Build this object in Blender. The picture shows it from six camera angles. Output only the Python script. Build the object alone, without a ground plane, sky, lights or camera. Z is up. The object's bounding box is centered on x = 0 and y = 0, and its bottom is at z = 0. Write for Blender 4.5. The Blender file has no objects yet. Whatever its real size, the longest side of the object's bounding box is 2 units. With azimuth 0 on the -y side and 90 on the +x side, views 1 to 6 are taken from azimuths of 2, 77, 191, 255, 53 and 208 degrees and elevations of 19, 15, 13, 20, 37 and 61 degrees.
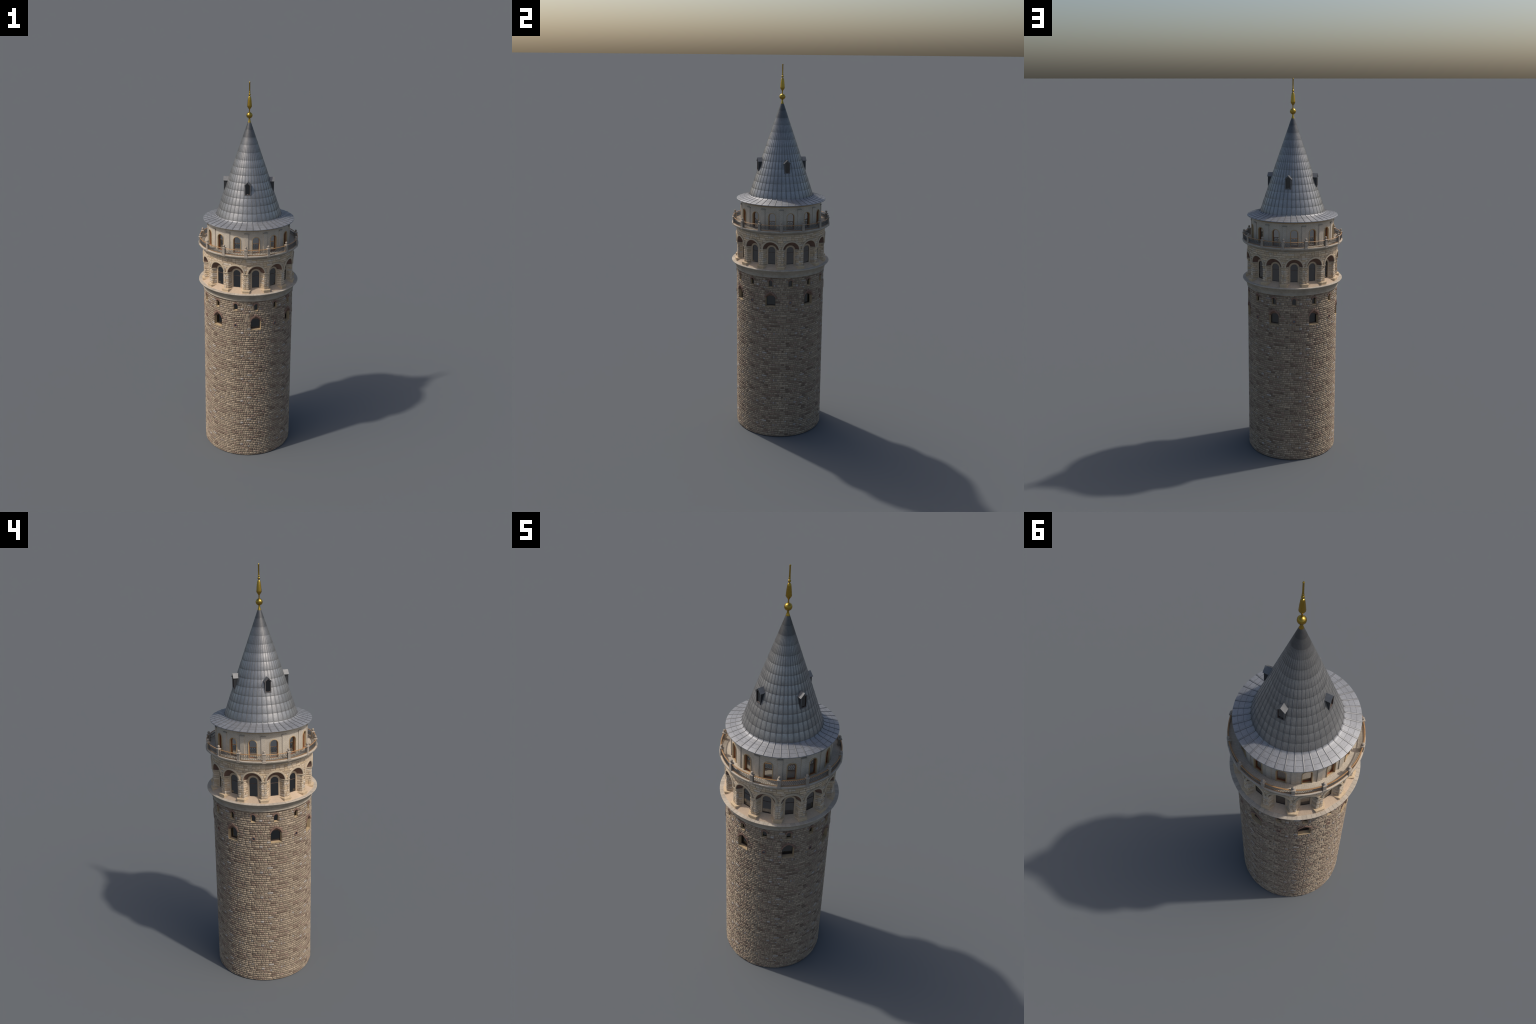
# A round medieval stone tower: rubble-stone shaft, moulded ledge, arcade of 14 bays,
# railed gallery, arched lantern drum, lead-covered cone roof with dormers, gilded finial.
import bpy, math, random
import numpy as np
from mathutils import Vector, Matrix

rng = random.Random(1348)
TAU = math.tau
N = 14                       # bays
BAY = TAU / N
R0 = 0.2405                  # shaft / arcade radius; arc lengths are measured here
SP = (0.5 * BAY) * R0        # half a bay as arc length

# ------------------------------------------------------------------ helpers
def cyl(x, r, z):
    """x = arc length at R0 from azimuth 0 (the -y side), r = radius, z = height"""
    a = x / R0
    return (r * math.sin(a), -r * math.cos(a), z)

def pol(a, r, z):
    return (r * math.sin(a), -r * math.cos(a), z)


class MB:
    """small mesh builder"""
    def __init__(s):
        s.v, s.f, s.m = [], [], []

    def add(s, verts, faces, mat=0):
        o = len(s.v)
        s.v += verts
        s.f += [tuple(i + o for i in f) for f in faces]
        s.m += [mat] * len(faces)

    def grid(s, rows, mat=0, close_u=False, close_v=False, flip=False):
        n, k = len(rows), len(rows[0])
        vs = [p for r in rows for p in r]
        fs = []
        for i in range(n if close_v else n - 1):
            for j in range(k if close_u else k - 1):
                a, b = i * k + j, i * k + (j + 1) % k
                c, d = ((i + 1) % n) * k + (j + 1) % k, ((i + 1) % n) * k + j
                fs.append((a, d, c, b) if flip else (a, b, c, d))
        s.add(vs, fs, mat)

    def box(s, x0, x1, y0, y1, z0, z1, mat=0, fn=None):
        vs = [(x, y, z) for z in (z0, z1) for y in (y0, y1) for x in (x0, x1)]
        if fn:
            vs = [fn(*p) for p in vs]
        s.add(vs, [(0, 2, 3, 1), (4, 5, 7, 6), (0, 1, 5, 4), (2, 6, 7, 3), (0, 4, 6, 2), (1, 3, 7, 5)], mat)

    def poly(s, pts, mat=0):
        s.add(list(pts), [tuple(range(len(pts)))], mat)

    def mesh(s, name, mats, smooth=None):
        me = bpy.data.meshes.new(name)
        me.from_pydata([tuple(p) for p in s.v], [], s.f)
        for m in mats:
            me.materials.append(m)
        me.polygons.foreach_set("material_index", s.m)
        me.update()
        if smooth is not None:
            me.polygons.foreach_set("use_smooth", [True] * len(me.polygons))
            me.set_sharp_from_angle(angle=math.radians(smooth))
        return me


def obj(name, me, parent, rot=0.0, kind=None, bevel=0.0):
    o = bpy.data.objects.new(name, me)
    bpy.context.scene.collection.objects.link(o)
    o.parent = parent
    o.rotation_euler = (0, 0, rot)
    if kind:
        o["kind"] = kind
    if bevel:
        b = o.modifiers.new("Bevel", 'BEVEL')
        b.width, b.segments, b.limit_method = bevel, 2, 'ANGLE'
        b.angle_limit = math.radians(40)
    return o


def lathe(mb, prof, seg, mat=0, a0=0.0, a1=TAU, mats=None):
    """revolve (r, z) profile, listed from bottom/outside upward"""
    full = abs(a1 - a0 - TAU) < 1e-6
    n = seg if full else seg + 1
    rows = [[pol(a0 + (a1 - a0) * j / seg, r, z) for j in range(n)] for r, z in prof]
    mb.grid(rows, mat, close_u=full)


def arch_outline(a, z0, zs, n=14, R=None):
    """half-round arch outline from left foot over the top to right foot: (x, z)"""
    R = R or a
    pts = [(-a, z0), (-a, zs)] if z0 < zs else [(-a, zs)]
    for i in range(1, n):
        t = math.pi - math.pi * i / n
        pts.append((R * math.cos(t), zs + R * math.sin(t)))
    pts.append((a, zs))
    if z0 < zs:
        pts.append((a, z0))
    return pts


def smoothstep_pts(a, b, n):
    return [a + (b - a) * i / n for i in range(n + 1)]

# ------------------------------------------------------------------ materials
def new_mat(name):
    m = bpy.data.materials.new(name)
    m.use_nodes = True
    nt = m.node_tree
    for n in list(nt.nodes):
        nt.nodes.remove(n)
    out = nt.nodes.new("ShaderNodeOutputMaterial")
    b = nt.nodes.new("ShaderNodeBsdfPrincipled")
    nt.links.new(b.outputs[0], out.inputs[0])
    return m, nt, b


def math_node(nt, op, a, b=None, c=None):
    n = nt.nodes.new("ShaderNodeMath")
    n.operation = op
    for i, x in enumerate((a, b, c)):
        if x is None:
            continue
        if isinstance(x, (int, float)):
            n.inputs[i].default_value = x
        else:
            nt.links.new(x, n.inputs[i])
    return n.outputs[0]


def mix_col(nt, fac, a, b, mode='MIX'):
    n = nt.nodes.new("ShaderNodeMix")
    n.data_type, n.blend_type = 'RGBA', mode
    for sock, x in ((n.inputs[0], fac), (n.inputs[6], a), (n.inputs[7], b)):
        if isinstance(x, (int, float)):
            sock.default_value = x
        elif isinstance(x, tuple):
            sock.default_value = (*x, 1)
        else:
            nt.links.new(x, sock)
    return n.outputs[2]


def coords(nt, scale=(1, 1, 1), vary=True):
    """object coordinates, shifted per object so repeats differ"""
    tc = nt.nodes.new("ShaderNodeTexCoord")
    mp = nt.nodes.new("ShaderNodeMapping")
    mp.inputs["Scale"].default_value = scale
    nt.links.new(tc.outputs["Object"], mp.inputs["Vector"])
    if vary:
        oi = nt.nodes.new("ShaderNodeObjectInfo")
        c = nt.nodes.new("ShaderNodeCombineXYZ")
        nt.links.new(math_node(nt, 'MULTIPLY', oi.outputs["Random"], 7.0), c.inputs[0])
        nt.links.new(math_node(nt, 'MULTIPLY', oi.outputs["Random"], 3.0), c.inputs[2])
        nt.links.new(c.outputs[0], mp.inputs["Location"])
    return mp.outputs[0], tc.outputs["Object"]


def noise(nt, vec, scale, detail=4.0, rough=0.6):
    n = nt.nodes.new("ShaderNodeTexNoise")
    n.inputs["Scale"].default_value = scale
    n.inputs["Detail"].default_value = detail
    n.inputs["Roughness"].default_value = rough
    nt.links.new(vec, n.inputs["Vector"])
    return n.outputs["Fac"]


def ramp(nt, fac, stops):
    n = nt.nodes.new("ShaderNodeValToRGB")
    el = n.color_ramp.elements
    while len(el) < len(stops):
        el.new(0.5)
    for e, (p, c) in zip(el, stops):
        e.position, e.color = p, (*c, 1) if isinstance(c, tuple) else (c, c, c, 1)
    nt.links.new(fac, n.inputs[0])
    return n.outputs[0]


def stone_mat(name, col, island=0.25, grain=0.25, big=0.0, bump=0.3, rough=0.9, tint=(1.0, 1.0, 1.0), scale=160):
    m, nt, b = new_mat(name)
    v, _ = coords(nt)
    f = noise(nt, v, scale, 5, 0.7)
    c = ramp(nt, f, [(0.25, tuple(x * (1 - grain) for x in col)), (0.75, tuple(min(1, x * (1 + grain)) for x in col))])
    if big:
        g = noise(nt, v, 14, 3, 0.5)
        c = mix_col(nt, 1.0, c, ramp(nt, g, [(0.3, (1 - big,) * 3), (0.7, tuple(t * (1 + big * 0.4) for t in tint))]), 'MULTIPLY')
    if island:
        geo = nt.nodes.new("ShaderNodeNewGeometry")
        c = mix_col(nt, 1.0, c, ramp(nt, geo.outputs["Random Per Island"], [(0.0, 1 - island), (1.0, 1 + island * 0.0 + island)]), 'MULTIPLY')
    nt.links.new(c, b.inputs["Base Color"])
    b.inputs["Roughness"].default_value = rough
    b.inputs["Specular IOR Level"].default_value = 0.25
    if bump:
        bp = nt.nodes.new("ShaderNodeBump")
        bp.inputs["Strength"].default_value = bump
        bp.inputs["Distance"].default_value = 0.002
        nt.links.new(f, bp.inputs["Height"])
        nt.links.new(bp.outputs[0], b.inputs["Normal"])
    return m


def plain_mat(name, col, rough=0.5, metal=0.0, grain=0.0, spec=0.5, scale=90):
    m, nt, b = new_mat(name)
    if grain:
        v, _ = coords(nt)
        f = noise(nt, v, scale, 4, 0.6)
        c = ramp(nt, f, [(0.3, tuple(x * (1 - grain) for x in col)), (0.7, tuple(min(1, x * (1 + grain)) for x in col))])
        nt.links.new(c, b.inputs["Base Color"])
    else:
        b.inputs["Base Color"].default_value = (*col, 1)
    b.inputs["Roughness"].default_value = rough
    b.inputs["Metallic"].default_value = metal
    b.inputs["Specular IOR Level"].default_value = spec
    return m


def polar_mat(name, col, joint, ang_div, r_step=None, z_step=None, width=0.08, grain=0.15, rough=0.85, stagger=False):
    """stone with fine joints laid out in azimuth (and height or radius)"""
    m, nt, b = new_mat(name)
    v, raw = coords(nt, vary=False)
    sx = nt.nodes.new("ShaderNodeSeparateXYZ")
    nt.links.new(raw, sx.inputs[0])
    ang = math_node(nt, 'ARCTAN2', sx.outputs[0], math_node(nt, 'MULTIPLY', sx.outputs[1], -1.0))
    u = math_node(nt, 'MULTIPLY', ang, ang_div / TAU)
    lines = None
    if z_step or r_step:
        if z_step:
            w = math_node(nt, 'DIVIDE', sx.outputs[2], z_step)
        else:
            rr = math_node(nt, 'SQRT', math_node(nt, 'ADD', math_node(nt, 'POWER', sx.outputs[0], 2.0), math_node(nt, 'POWER', sx.outputs[1], 2.0)))
            w = math_node(nt, 'DIVIDE', rr, r_step)
        fr = math_node(nt, 'FRACT', w)
        lines = math_node(nt, 'LESS_THAN', fr, width * 1.6)
        if stagger:
            row = math_node(nt, 'FLOOR', w)
            u = math_node(nt, 'ADD', u, math_node(nt, 'MULTIPLY', row, 0.5))
    fu = math_node(nt, 'FRACT', math_node(nt, 'ADD', u, 500.0))
    lu = math_node(nt, 'LESS_THAN', fu, width)
    fac = math_node(nt, 'MAXIMUM', lu, lines) if lines is not None else lu
    f = noise(nt, v, 130, 5, 0.7)
    c = ramp(nt, f, [(0.25, tuple(x * (1 - grain) for x in col)), (0.75, tuple(min(1, x * (1 + grain)) for x in col))])
    g = noise(nt, v, 18, 3, 0.5)
    c = mix_col(nt, 1.0, c, ramp(nt, g, [(0.3, 0.86), (0.7, 1.06)]), 'MULTIPLY')
    c = mix_col(nt, math_node(nt, 'MULTIPLY', fac, 0.38), c, joint)
    nt.links.new(c, b.inputs["Base Color"])
    b.inputs["Roughness"].default_value = rough
    b.inputs["Specular IOR Level"].default_value = 0.25
    return m


# shaft rubble: five stone colours + mortar
S_TAN = stone_mat("tan_rubble", (0.305, 0.238, 0.170), 0.15, 0.28)
S_BUFF = stone_mat("buff_rubble", (0.362, 0.284, 0.203), 0.18, 0.22)
S_BROWN = stone_mat("brown_rubble", (0.205, 0.146, 0.106), 0.25, 0.3)
S_PINK = stone_mat("pinkish_rubble", (0.272, 0.194, 0.146), 0.2, 0.25)
S_GREY = stone_mat("pale_grey_rubble", (0.345, 0.305, 0.265), 0.15, 0.25)
S_MORTAR = stone_mat("shaft_mortar", (0.205, 0.160, 0.117), 0, 0.2)
# arcade limestone
A_CREAM = stone_mat("cream_limestone", (0.575, 0.458, 0.330), 0.14, 0.2)
A_YELL = stone_mat("yellow_limestone", (0.57, 0.435, 0.285), 0.15, 0.2)
A_GREY = stone_mat("grey_limestone", (0.55, 0.468, 0.372), 0.14, 0.22)
A_DARK = stone_mat("weathered_limestone", (0.46, 0.352, 0.245), 0.14, 0.24)
A_MORTAR = stone_mat("arcade_mortar", (0.45, 0.345, 0.24), 0, 0.2)
TRIM = stone_mat("dressed_limestone_trim", (0.50, 0.405, 0.29), 0, 0.10, 0.1, 0.1)
PLINTH = stone_mat("plinth_limestone", (0.58, 0.44, 0.285), 0, 0.16, 0.12, 0.25)
PLASTER = stone_mat("lime_plaster", (0.52, 0.40, 0.275), 0, 0.08, 0.08, 0.1)
SILL = stone_mat("sandy_sill", (0.50, 0.375, 0.265), 0, 0.12, 0.10, 0.15)
JAMB = stone_mat("sandy_jamb", (0.43, 0.315, 0.185), 0, 0.10, 0.08, 0.1)
SLAB = stone_mat("grey_ledge_slab", (0.47, 0.405, 0.325), 0.09, 0.14, 0.1, 0.15)
KERB = stone_mat("pale_kerb_stone", (0.53, 0.455, 0.365), 0, 0.14, 0.12, 0.15)
MOULD = stone_mat("grey_moulded_stone", (0.375, 0.325, 0.258), 0, 0.18, 0.18, 0.2, scale=60)
RAILSTONE = stone_mat("rail_post_stone", (0.36, 0.305, 0.245), 0, 0.2, 0.15, 0.2)
BRICK = stone_mat("red_brick", (0.24, 0.150, 0.112), 0, 0.25, 0.15, 0.3)
VAULT = stone_mat("brick_vault", (0.175, 0.105, 0.078), 0, 0.22, 0.15, 0.3, scale=220)
DRUM = polar_mat("fine_coursed_drum", (0.53, 0.46, 0.37), (0.30, 0.25, 0.19), 112, z_step=0.0052, width=0.10, stagger=True)
DECK = polar_mat("deck_flagstones", (0.50, 0.43, 0.34), (0.27, 0.22, 0.17), 210, r_step=None, width=0.14)
GOLDTRIM = stone_mat("honey_window_trim", (0.47, 0.34, 0.19), 0, 0.08, 0.08, 0.1)
ORANGE = plain_mat("orange_wood", (0.36, 0.105, 0.03), 0.5, grain=0.2)
RAILWOOD = plain_mat("rail_wood", (0.335, 0.185, 0.078), 0.5, grain=0.2)
IRON = plain_mat("grey_painted_iron", (0.12, 0.115, 0.108), 0.5, 0.0, 0.1)
G_MIRROR = plain_mat("mirror_glazing", (0.46, 0.47, 0.48), 0.02, 1.0)
G_DARK = plain_mat("smoky_glazing", (0.155, 0.155, 0.16), 0.10, 1.0)
G_SHAFT = plain_mat("dull_dark_glazing", (0.098, 0.102, 0.107), 0.12, 1.0)
G_OCULUS = plain_mat("blue_grey_glazing", (0.18, 0.20, 0.235), 0.15, 1.0)
WINFRAME = plain_mat("dark_window_frame", (0.035, 0.03, 0.028), 0.5)
TRANSOM = plain_mat("brown_transom", (0.10, 0.065, 0.05), 0.5)


def lead_mat(name, col, metal, rough, rings=False, var=0.2, laps=False):
    m, nt, b = new_mat(name)
    v, raw = coords(nt, vary=False)
    f = noise(nt, v, 150, 6, 0.75)
    g = noise(nt, v, 16, 3, 0.5)
    c = ramp(nt, f, [(0.25, tuple(x * (1 - var) for x in col)), (0.75, tuple(x * (1 + var) for x in col))])
    c = mix_col(nt, 1.0, c, ramp(nt, g, [(0.3, 0.85), (0.7, 1.1)]), 'MULTIPLY')
    if rings:
        sx = nt.nodes.new("ShaderNodeSeparateXYZ")
        nt.links.new(raw, sx.inputs[0])
        rr = math_node(nt, 'SQRT', math_node(nt, 'ADD', math_node(nt, 'POWER', sx.outputs[0], 2.0), math_node(nt, 'POWER', sx.outputs[1], 2.0)))
        line = None
        for r in (0.1975, 0.2190):
            l = math_node(nt, 'LESS_THAN', math_node(nt, 'ABSOLUTE', math_node(nt, 'SUBTRACT', rr, r)), 0.0008)
            line = l if line is None else math_node(nt, 'MAXIMUM', line, l)
        c = mix_col(nt, math_node(nt, 'MULTIPLY', line, 0.95), c, tuple(x * 0.45 for x in col))
    if laps:
        # colour darkens towards the lower edge of every lap; the top courses are darker too
        sz = nt.nodes.new("ShaderNodeSeparateXYZ")
        nt.links.new(raw, sz.inputs[0])
        fr = math_node(nt, 'FRACT', math_node(nt, 'DIVIDE', math_node(nt, 'SUBTRACT', 1.8, sz.outputs[2]), 0.478 / 13))
        c = mix_col(nt, 1.0, c, ramp(nt, fr, [(0.02, 1.05), (0.5, 0.93), (0.92, 0.78), (0.985, 0.66)]), 'MULTIPLY')
        hz = math_node(nt, 'DIVIDE', math_node(nt, 'SUBTRACT', sz.outputs[2], 1.60), 0.2)
        c = mix_col(nt, 1.0, c, ramp(nt, hz, [(0.0, 1.0), (0.55, 0.78), (0.66, 0.5), (1.0, 0.38)]), 'MULTIPLY')
    nt.links.new(c, b.inputs["Base Color"])
    nt.links.new(ramp(nt, f, [(0.2, rough - 0.06), (0.8, rough + 0.08)]), b.inputs["Roughness"])
    b.inputs["Metallic"].default_value = metal
    return m


LEAD = lead_mat("lead_sheet_dark_lap_edge", (0.335, 0.328, 0.318), 0.68, 0.345, laps=True)
LEAD_E = lead_mat("eave_lead_sheet", (0.262, 0.262, 0.268), 0.33, 0.50, rings=True)
SEAM = lead_mat("lead_roll", (0.255, 0.252, 0.248), 0.45, 0.46, laps=True)
EAVEDARK = lead_mat("eave_crease_shadow_strip", (0.11, 0.11, 0.117), 0.35, 0.5)
SEAMDARK = lead_mat("seam_crease_shadow_strip", (0.07, 0.072, 0.078), 0.4, 0.5)
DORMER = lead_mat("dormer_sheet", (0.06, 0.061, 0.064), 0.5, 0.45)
DORMFRAME = lead_mat("dormer_frame", (0.15, 0.15, 0.152), 0.3, 0.5)
DORMROOF = lead_mat("dormer_roof_sheet", (0.165, 0.165, 0.165), 0.35, 0.42)
CAPSTONE = stone_mat("grey_pilaster_cap", (0.33, 0.30, 0.255), 0, 0.15, 0.1, 0.1)
GOLD = plain_mat("gilded_metal", (0.44, 0.285, 0.05), 0.30, 1.0, 0.1, scale=200)

# ------------------------------------------------------------------ the thing
tower = bpy.data.objects.new("stone_tower", None)
bpy.context.scene.collection.objects.link(tower)
tower["label"] = "round medieval stone tower with arcade, gallery and lead cone roof"
tower["category"] = "tower"

# ------------------------------------------------------------------ stones
def stone(mb, fn, u0, u1, v0, v1, depth, bev, mat, jit, nu=3, nv=2):
    """one rough block: fn(u, v, d) maps the wall surface to space; d = height above the wall bed"""
    gap = 0.00018
    u0 += gap; u1 -= gap; v0 += gap; v1 -= gap
    if u1 - u0 < 0.001 or v1 - v0 < 0.001:
        return
    bu = min(bev * 0.7, (u1 - u0) * 0.25); bv = min(bev, (v1 - v0) * 0.32)
    us = [u0 + bu + (u1 - u0 - 2 * bu) * i / nu for i in range(nu + 1)]
    b0, b1 = bv * 1.35, bv * 0.8           # deeper rounding underneath than on top
    vs = [v0 + b0 + (v1 - v0 - b0 - b1) * i / nv for i in range(nv + 1)]
    tilt = rng.uniform(-jit, jit)
    rows = []
    lo = -0.001
    rows.append([fn(u, v0, lo) for u in [u0] + us + [u1]])
    for j, v in enumerate(vs):
        row = [fn(u0, v, lo)]
        for i, u in enumerate(us):
            d = depth + rng.uniform(-jit, jit) + tilt * (i / nu - 0.5)
            if 0 < i < nu and 0 < j < nv:
                d += jit * 0.6
            row.append(fn(u, v, d))
        row.append(fn(u1, v, lo))
        rows.append(row)
    rows.append([fn(u, v1, lo) for u in [u0] + us + [u1]])
    mb.grid(rows, mat)


# openings of the shaft wall, as (centre azimuth, half-width function of height)
HOOD_IN = [(0.0265, 0.7570), (0.0265, 0.8060), (0.0248, 0.8105), (0.0218, 0.8155), (0.0178, 0.8205), (0.0130, 0.8245), (0.0085, 0.8275), (0.0045, 0.8300), (0.0, 0.8325)]
def pointed_half(z):
    """half-width of the pointed window opening at height z"""
    if z < HOOD_IN[0][1] or z >= HOOD_IN[-1][1]:
        return 0.0
    for (ha, za), (hb, zb) in zip(HOOD_IN, HOOD_IN[1:]):
        if za <= z <= zb:
            return ha + (hb - ha) * (z - za) / (zb - za)
    return 0.0

def narrow_half(z, a=0.0102, z0=0.863, zs=0.8918):
    if z < z0 or z > zs + a:
        return 0.0
    return a if z < zs else math.sqrt(max(0, a * a - (z - zs) ** 2))

def round_half(z, c=0.779, r=0.0075):
    return math.sqrt(max(0, r * r - (z - c) ** 2))

def shaft_holes(za, zb):
    """arc-length intervals that the openings take out of the course za..zb"""
    out = []
    zm = 0.5 * (za + zb)
    for k in range(-3, N + 4):
        x = (2 * k + 1) * SP
        for f in (narrow_half, pointed_half if k % 2 == 0 else round_half):
            h = max(f(zm), min(f(za + 1e-4), f(zb - 1e-4)))
            if f is not round_half and h == 0 and (f(za + 0.003) > 0 or f(zb - 0.003) > 0):
                h = f(za + 0.003) * 0.7 or f(zb - 0.003)
            if f is round_half:
                h = max(f(za + 0.002), f(zb - 0.002), f(zm))
            if h > 0:
                out.append((x - h, x + h))
    return sorted(out)

def free_spans(holes, x0, x1):
    spans, x = [], x0
    for a, b in holes:
        if b <= x0 or a >= x1:
            continue
        if a > x:
            spans.append((x, a))
        x = max(x, b)
    if x < x1:
        spans.append((x, x1))
    return spans

TOP = 0.9195
TILE_W, TILE_H, ROWS = TAU * R0 / 7, 0.1340, 12
PHASE_Z, PHASE_X = 0.0605, math.radians(-6.5) * R0        # where the pale marker stone sits

# one rubble pattern, 12 courses x one seventh of the girth, laid again and again round the shaft
hs = [rng.uniform(0.85, 1.15) for _ in range(ROWS)]
hs = [h * TILE_H / sum(hs) for h in hs]
pattern = []
for r in range(ROWS):
    row, x = [], 0.0
    tone = rng.random()
    off = rng.uniform(0, 0.02)
    while x < TILE_W - 0.007:
        long_row = rng.random() < 0.25
        w = rng.uniform(0.022, 0.038) if long_row else rng.uniform(0.0075, 0.0225)
        if TILE_W - x - w < 0.007:
            w = TILE_W - x
        q = rng.random()
        if tone < 0.25:
            mat = 0 if q < 0.42 else 2 if q < 0.62 else 3 if q < 0.85 else 1
        else:
            mat = 0 if q < 0.46 else 1 if q < 0.68 else 3 if q < 0.83 else 2 if q < 0.975 else 4
        row.append([x, min(w, TILE_W - x), mat, rng.uniform(-0.0007, 0.0007)])
        x += w
    pattern.append((off, row))
# pale markers
pattern[0] = (0.0, [[0.0, 0.0165, 4, 0.0008], [0.0165, 0.0088, 3, 0], [0.0253, 0.0115, 0, 0], [0.0368, 0.0125, 3, 0], [0.0493, 0.02, 0, 0],
                    [0.0693, 0.0175, 1, 0], [0.0868, 0.012, 3, 0], [0.0988, 0.0092, 4, 0.0004], [0.108, 0.008, 3, 0], [0.116, 0.0046, 4, 0.0004],
                    [0.1206, 0.0182, 1, 0], [0.1388, 0.014, 0, 0], [0.1528, 0.026, 0, 0], [0.1788, 0.015, 3, 0], [0.1938, TILE_W - 0.1938, 0, 0]])

stones = MB()
backing = MB()
zc = PHASE_Z - TILE_H
courses = []
while zc < TOP:
    for r in range(ROWS):
        za, zb = zc, zc + hs[r]
        if zb > 0.002 and za < TOP - 0.001:
            courses.append((r, max(0.0, za), min(TOP, zb)))
        zc += hs[r]

def shaft_fn(u, v, d):
    return cyl(u, 0.2374 + d, v)

GIRTH = TAU * R0
for r, za, zb in courses:
    holes = shaft_holes(za, zb)
    off, row = pattern[r]
    cuts = free_spans(holes, -0.1, GIRTH + 0.2)
    for t in range(7):
        for x, w, mat, dd in row:
            a = PHASE_X + t * TILE_W + x + off
            b = a + w
            for s, e in cuts:
                p, q = max(a, s), min(b, e)
                if q - p > 0.0016:
                    # beds are never quite level: each stone sits a little high or low
                    e0, e1 = rng.uniform(-0.0004, 0.0004), rng.uniform(-0.0004, 0.0004)
                    stone(stones, shaft_fn, p, q, max(0.0, za + e0), zb + e1, 0.0020 + dd * 0.7, 0.0022, mat, 0.00038)
# mortar bed behind the stones, with the same openings
z = 0.0
while z < TOP - 1e-6:
    z2 = min(TOP, z + 0.0025)
    zm = 0.5 * (z + z2)
    hl = []
    for k in range(N):
        x = (2 * k + 1) * SP
        for f in (narrow_half, pointed_half if k % 2 == 0 else round_half):
            h = f(zm)
            if h > 0:
                hl.append((x - h, x + h))
    for s, e in free_spans(sorted(hl), 0.0, GIRTH):
        n = max(1, int((e - s) / 0.02))
        xs = smoothstep_pts(s, e, n)
        backing.grid([[cyl(x, 0.2378, z) for x in xs], [cyl(x, 0.2378, z2) for x in xs]])
    z = z2
backing.poly([pol(-TAU * i / 96, 0.2378, 0.0004) for i in range(96)])
shaft = obj("shaft", backing.mesh("shaft", [S_MORTAR]), tower)
obj("rubble_stone", stones.mesh("rubble_stone", [S_TAN, S_BUFF, S_BROWN, S_PINK, S_GREY], 75), shaft, kind="stuff")

# ------------------------------------------------------------------ windows of the shaft
def reveal(mb, outer, ro, inner, ri, mats):
    """surface joining the outer outline (on radius ro) to the inner outline (radius ri)"""
    for i in range(len(outer) - 1):
        a, b, c, d = outer[i], outer[i + 1], inner[i + 1], inner[i]
        mb.add([cyl(a[0], ro, a[1]), cyl(b[0], ro, b[1]), cyl(c[0], ri, c[1]), cyl(d[0], ri, d[1])], [(0, 1, 2, 3)], mats(0.5 * (a[1] + b[1])))

def ring_strip(mb, ins, outs, r_base, r_top, bev=0.0008, mat=0):
    """moulding that follows an opening: ins / outs are matching outlines"""
    def lerp(p, q, t):
        return (p[0] + (q[0] - p[0]) * t, p[1] + (q[1] - p[1]) * t)
    rows = []
    for t, r in ((0, r_base), (0, r_top - bev), (0.12, r_top), (0.88, r_top), (1, r_top - bev), (1, r_base)):
        rows.append([cyl(*((lambda p: (p[0], r, p[1]))(lerp(i, o, t)))) for i, o in zip(ins, outs)])
    mb.grid(rows, mat)
    for e in (0, -1):
        mb.poly([rw[e] for rw in rows], mat)

def pane(mb, outline, y, mat=0):
    """flat pane: outline in (x, z), on the plane at distance y from the axis"""
    mb.poly([(x, -y, z) for x, z in outline], mat)

def pane_outline(outline, r):
    return [(r * x / R0, z) for x, z in outline]

def brick_arch(mb, ins, outs, r_base, r_top):
    """short bricks set on end along an arch"""
    n = len(ins) - 1
    for i in range(n):
        def L(p, q, t):
            return (p[0] + (q[0] - p[0]) * t, p[1] + (q[1] - p[1]) * t)
        a, b = L(ins[i], ins[i + 1], 0.05), L(ins[i], ins[i + 1], 0.95)
        c, d = L(outs[i], outs[i + 1], 0.05), L(outs[i], outs[i + 1], 0.95)
        vs = [cyl(p[0], rr, p[1]) for rr in (r_base, r_top) for p in (a, b, d, c)]
        mb.add(vs, [(4, 7, 6, 5), (0, 4, 5, 1), (1, 5, 6, 2), (2, 6, 7, 3), (3, 7, 4, 0)])

# narrow round-headed windows
no = arch_outline(0.0102, 0.863, 0.8918, 12)
ni = arch_outline(0.0092, 0.866, 0.8918, 12)
mb = MB()
reveal(mb, no, 0.2394, ni, 0.2285, lambda z: 1 if z > 0.893 else 0)
mb.add([cyl(-0.0102, 0.2404, 0.8625), cyl(0.0102, 0.2404, 0.8625), cyl(0.0095, 0.2285, 0.8665), cyl(-0.0095, 0.2285, 0.8665),
        cyl(-0.0102, 0.2404, 0.8600), cyl(0.0102, 0.2404, 0.8600)], [(0, 1, 2, 3), (4, 5, 1, 0)], 0)
me_narrow = mb.mesh("narrow_window", [JAMB, BRICK], 35)
mb = MB(); pane(mb, pane_outline(ni, 0.2285), 0.2292)
me_np = mb.mesh("window_pane", [G_SHAFT])
mb = MB()
arcn = lambda R, zs, n, ext=0.0: [(R * math.cos(math.pi - math.pi * i / n), zs + R * math.sin(math.pi * i / n)) for i in range(n + 1)]
brick_arch(mb, arcn(0.0098, 0.8915, 11), [(x * 1.02, z) for x, z in arcn(0.0163, 0.8925, 11)], 0.2375, 0.2412)
me_nb = mb.mesh("brick_arch", [BRICK])

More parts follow.
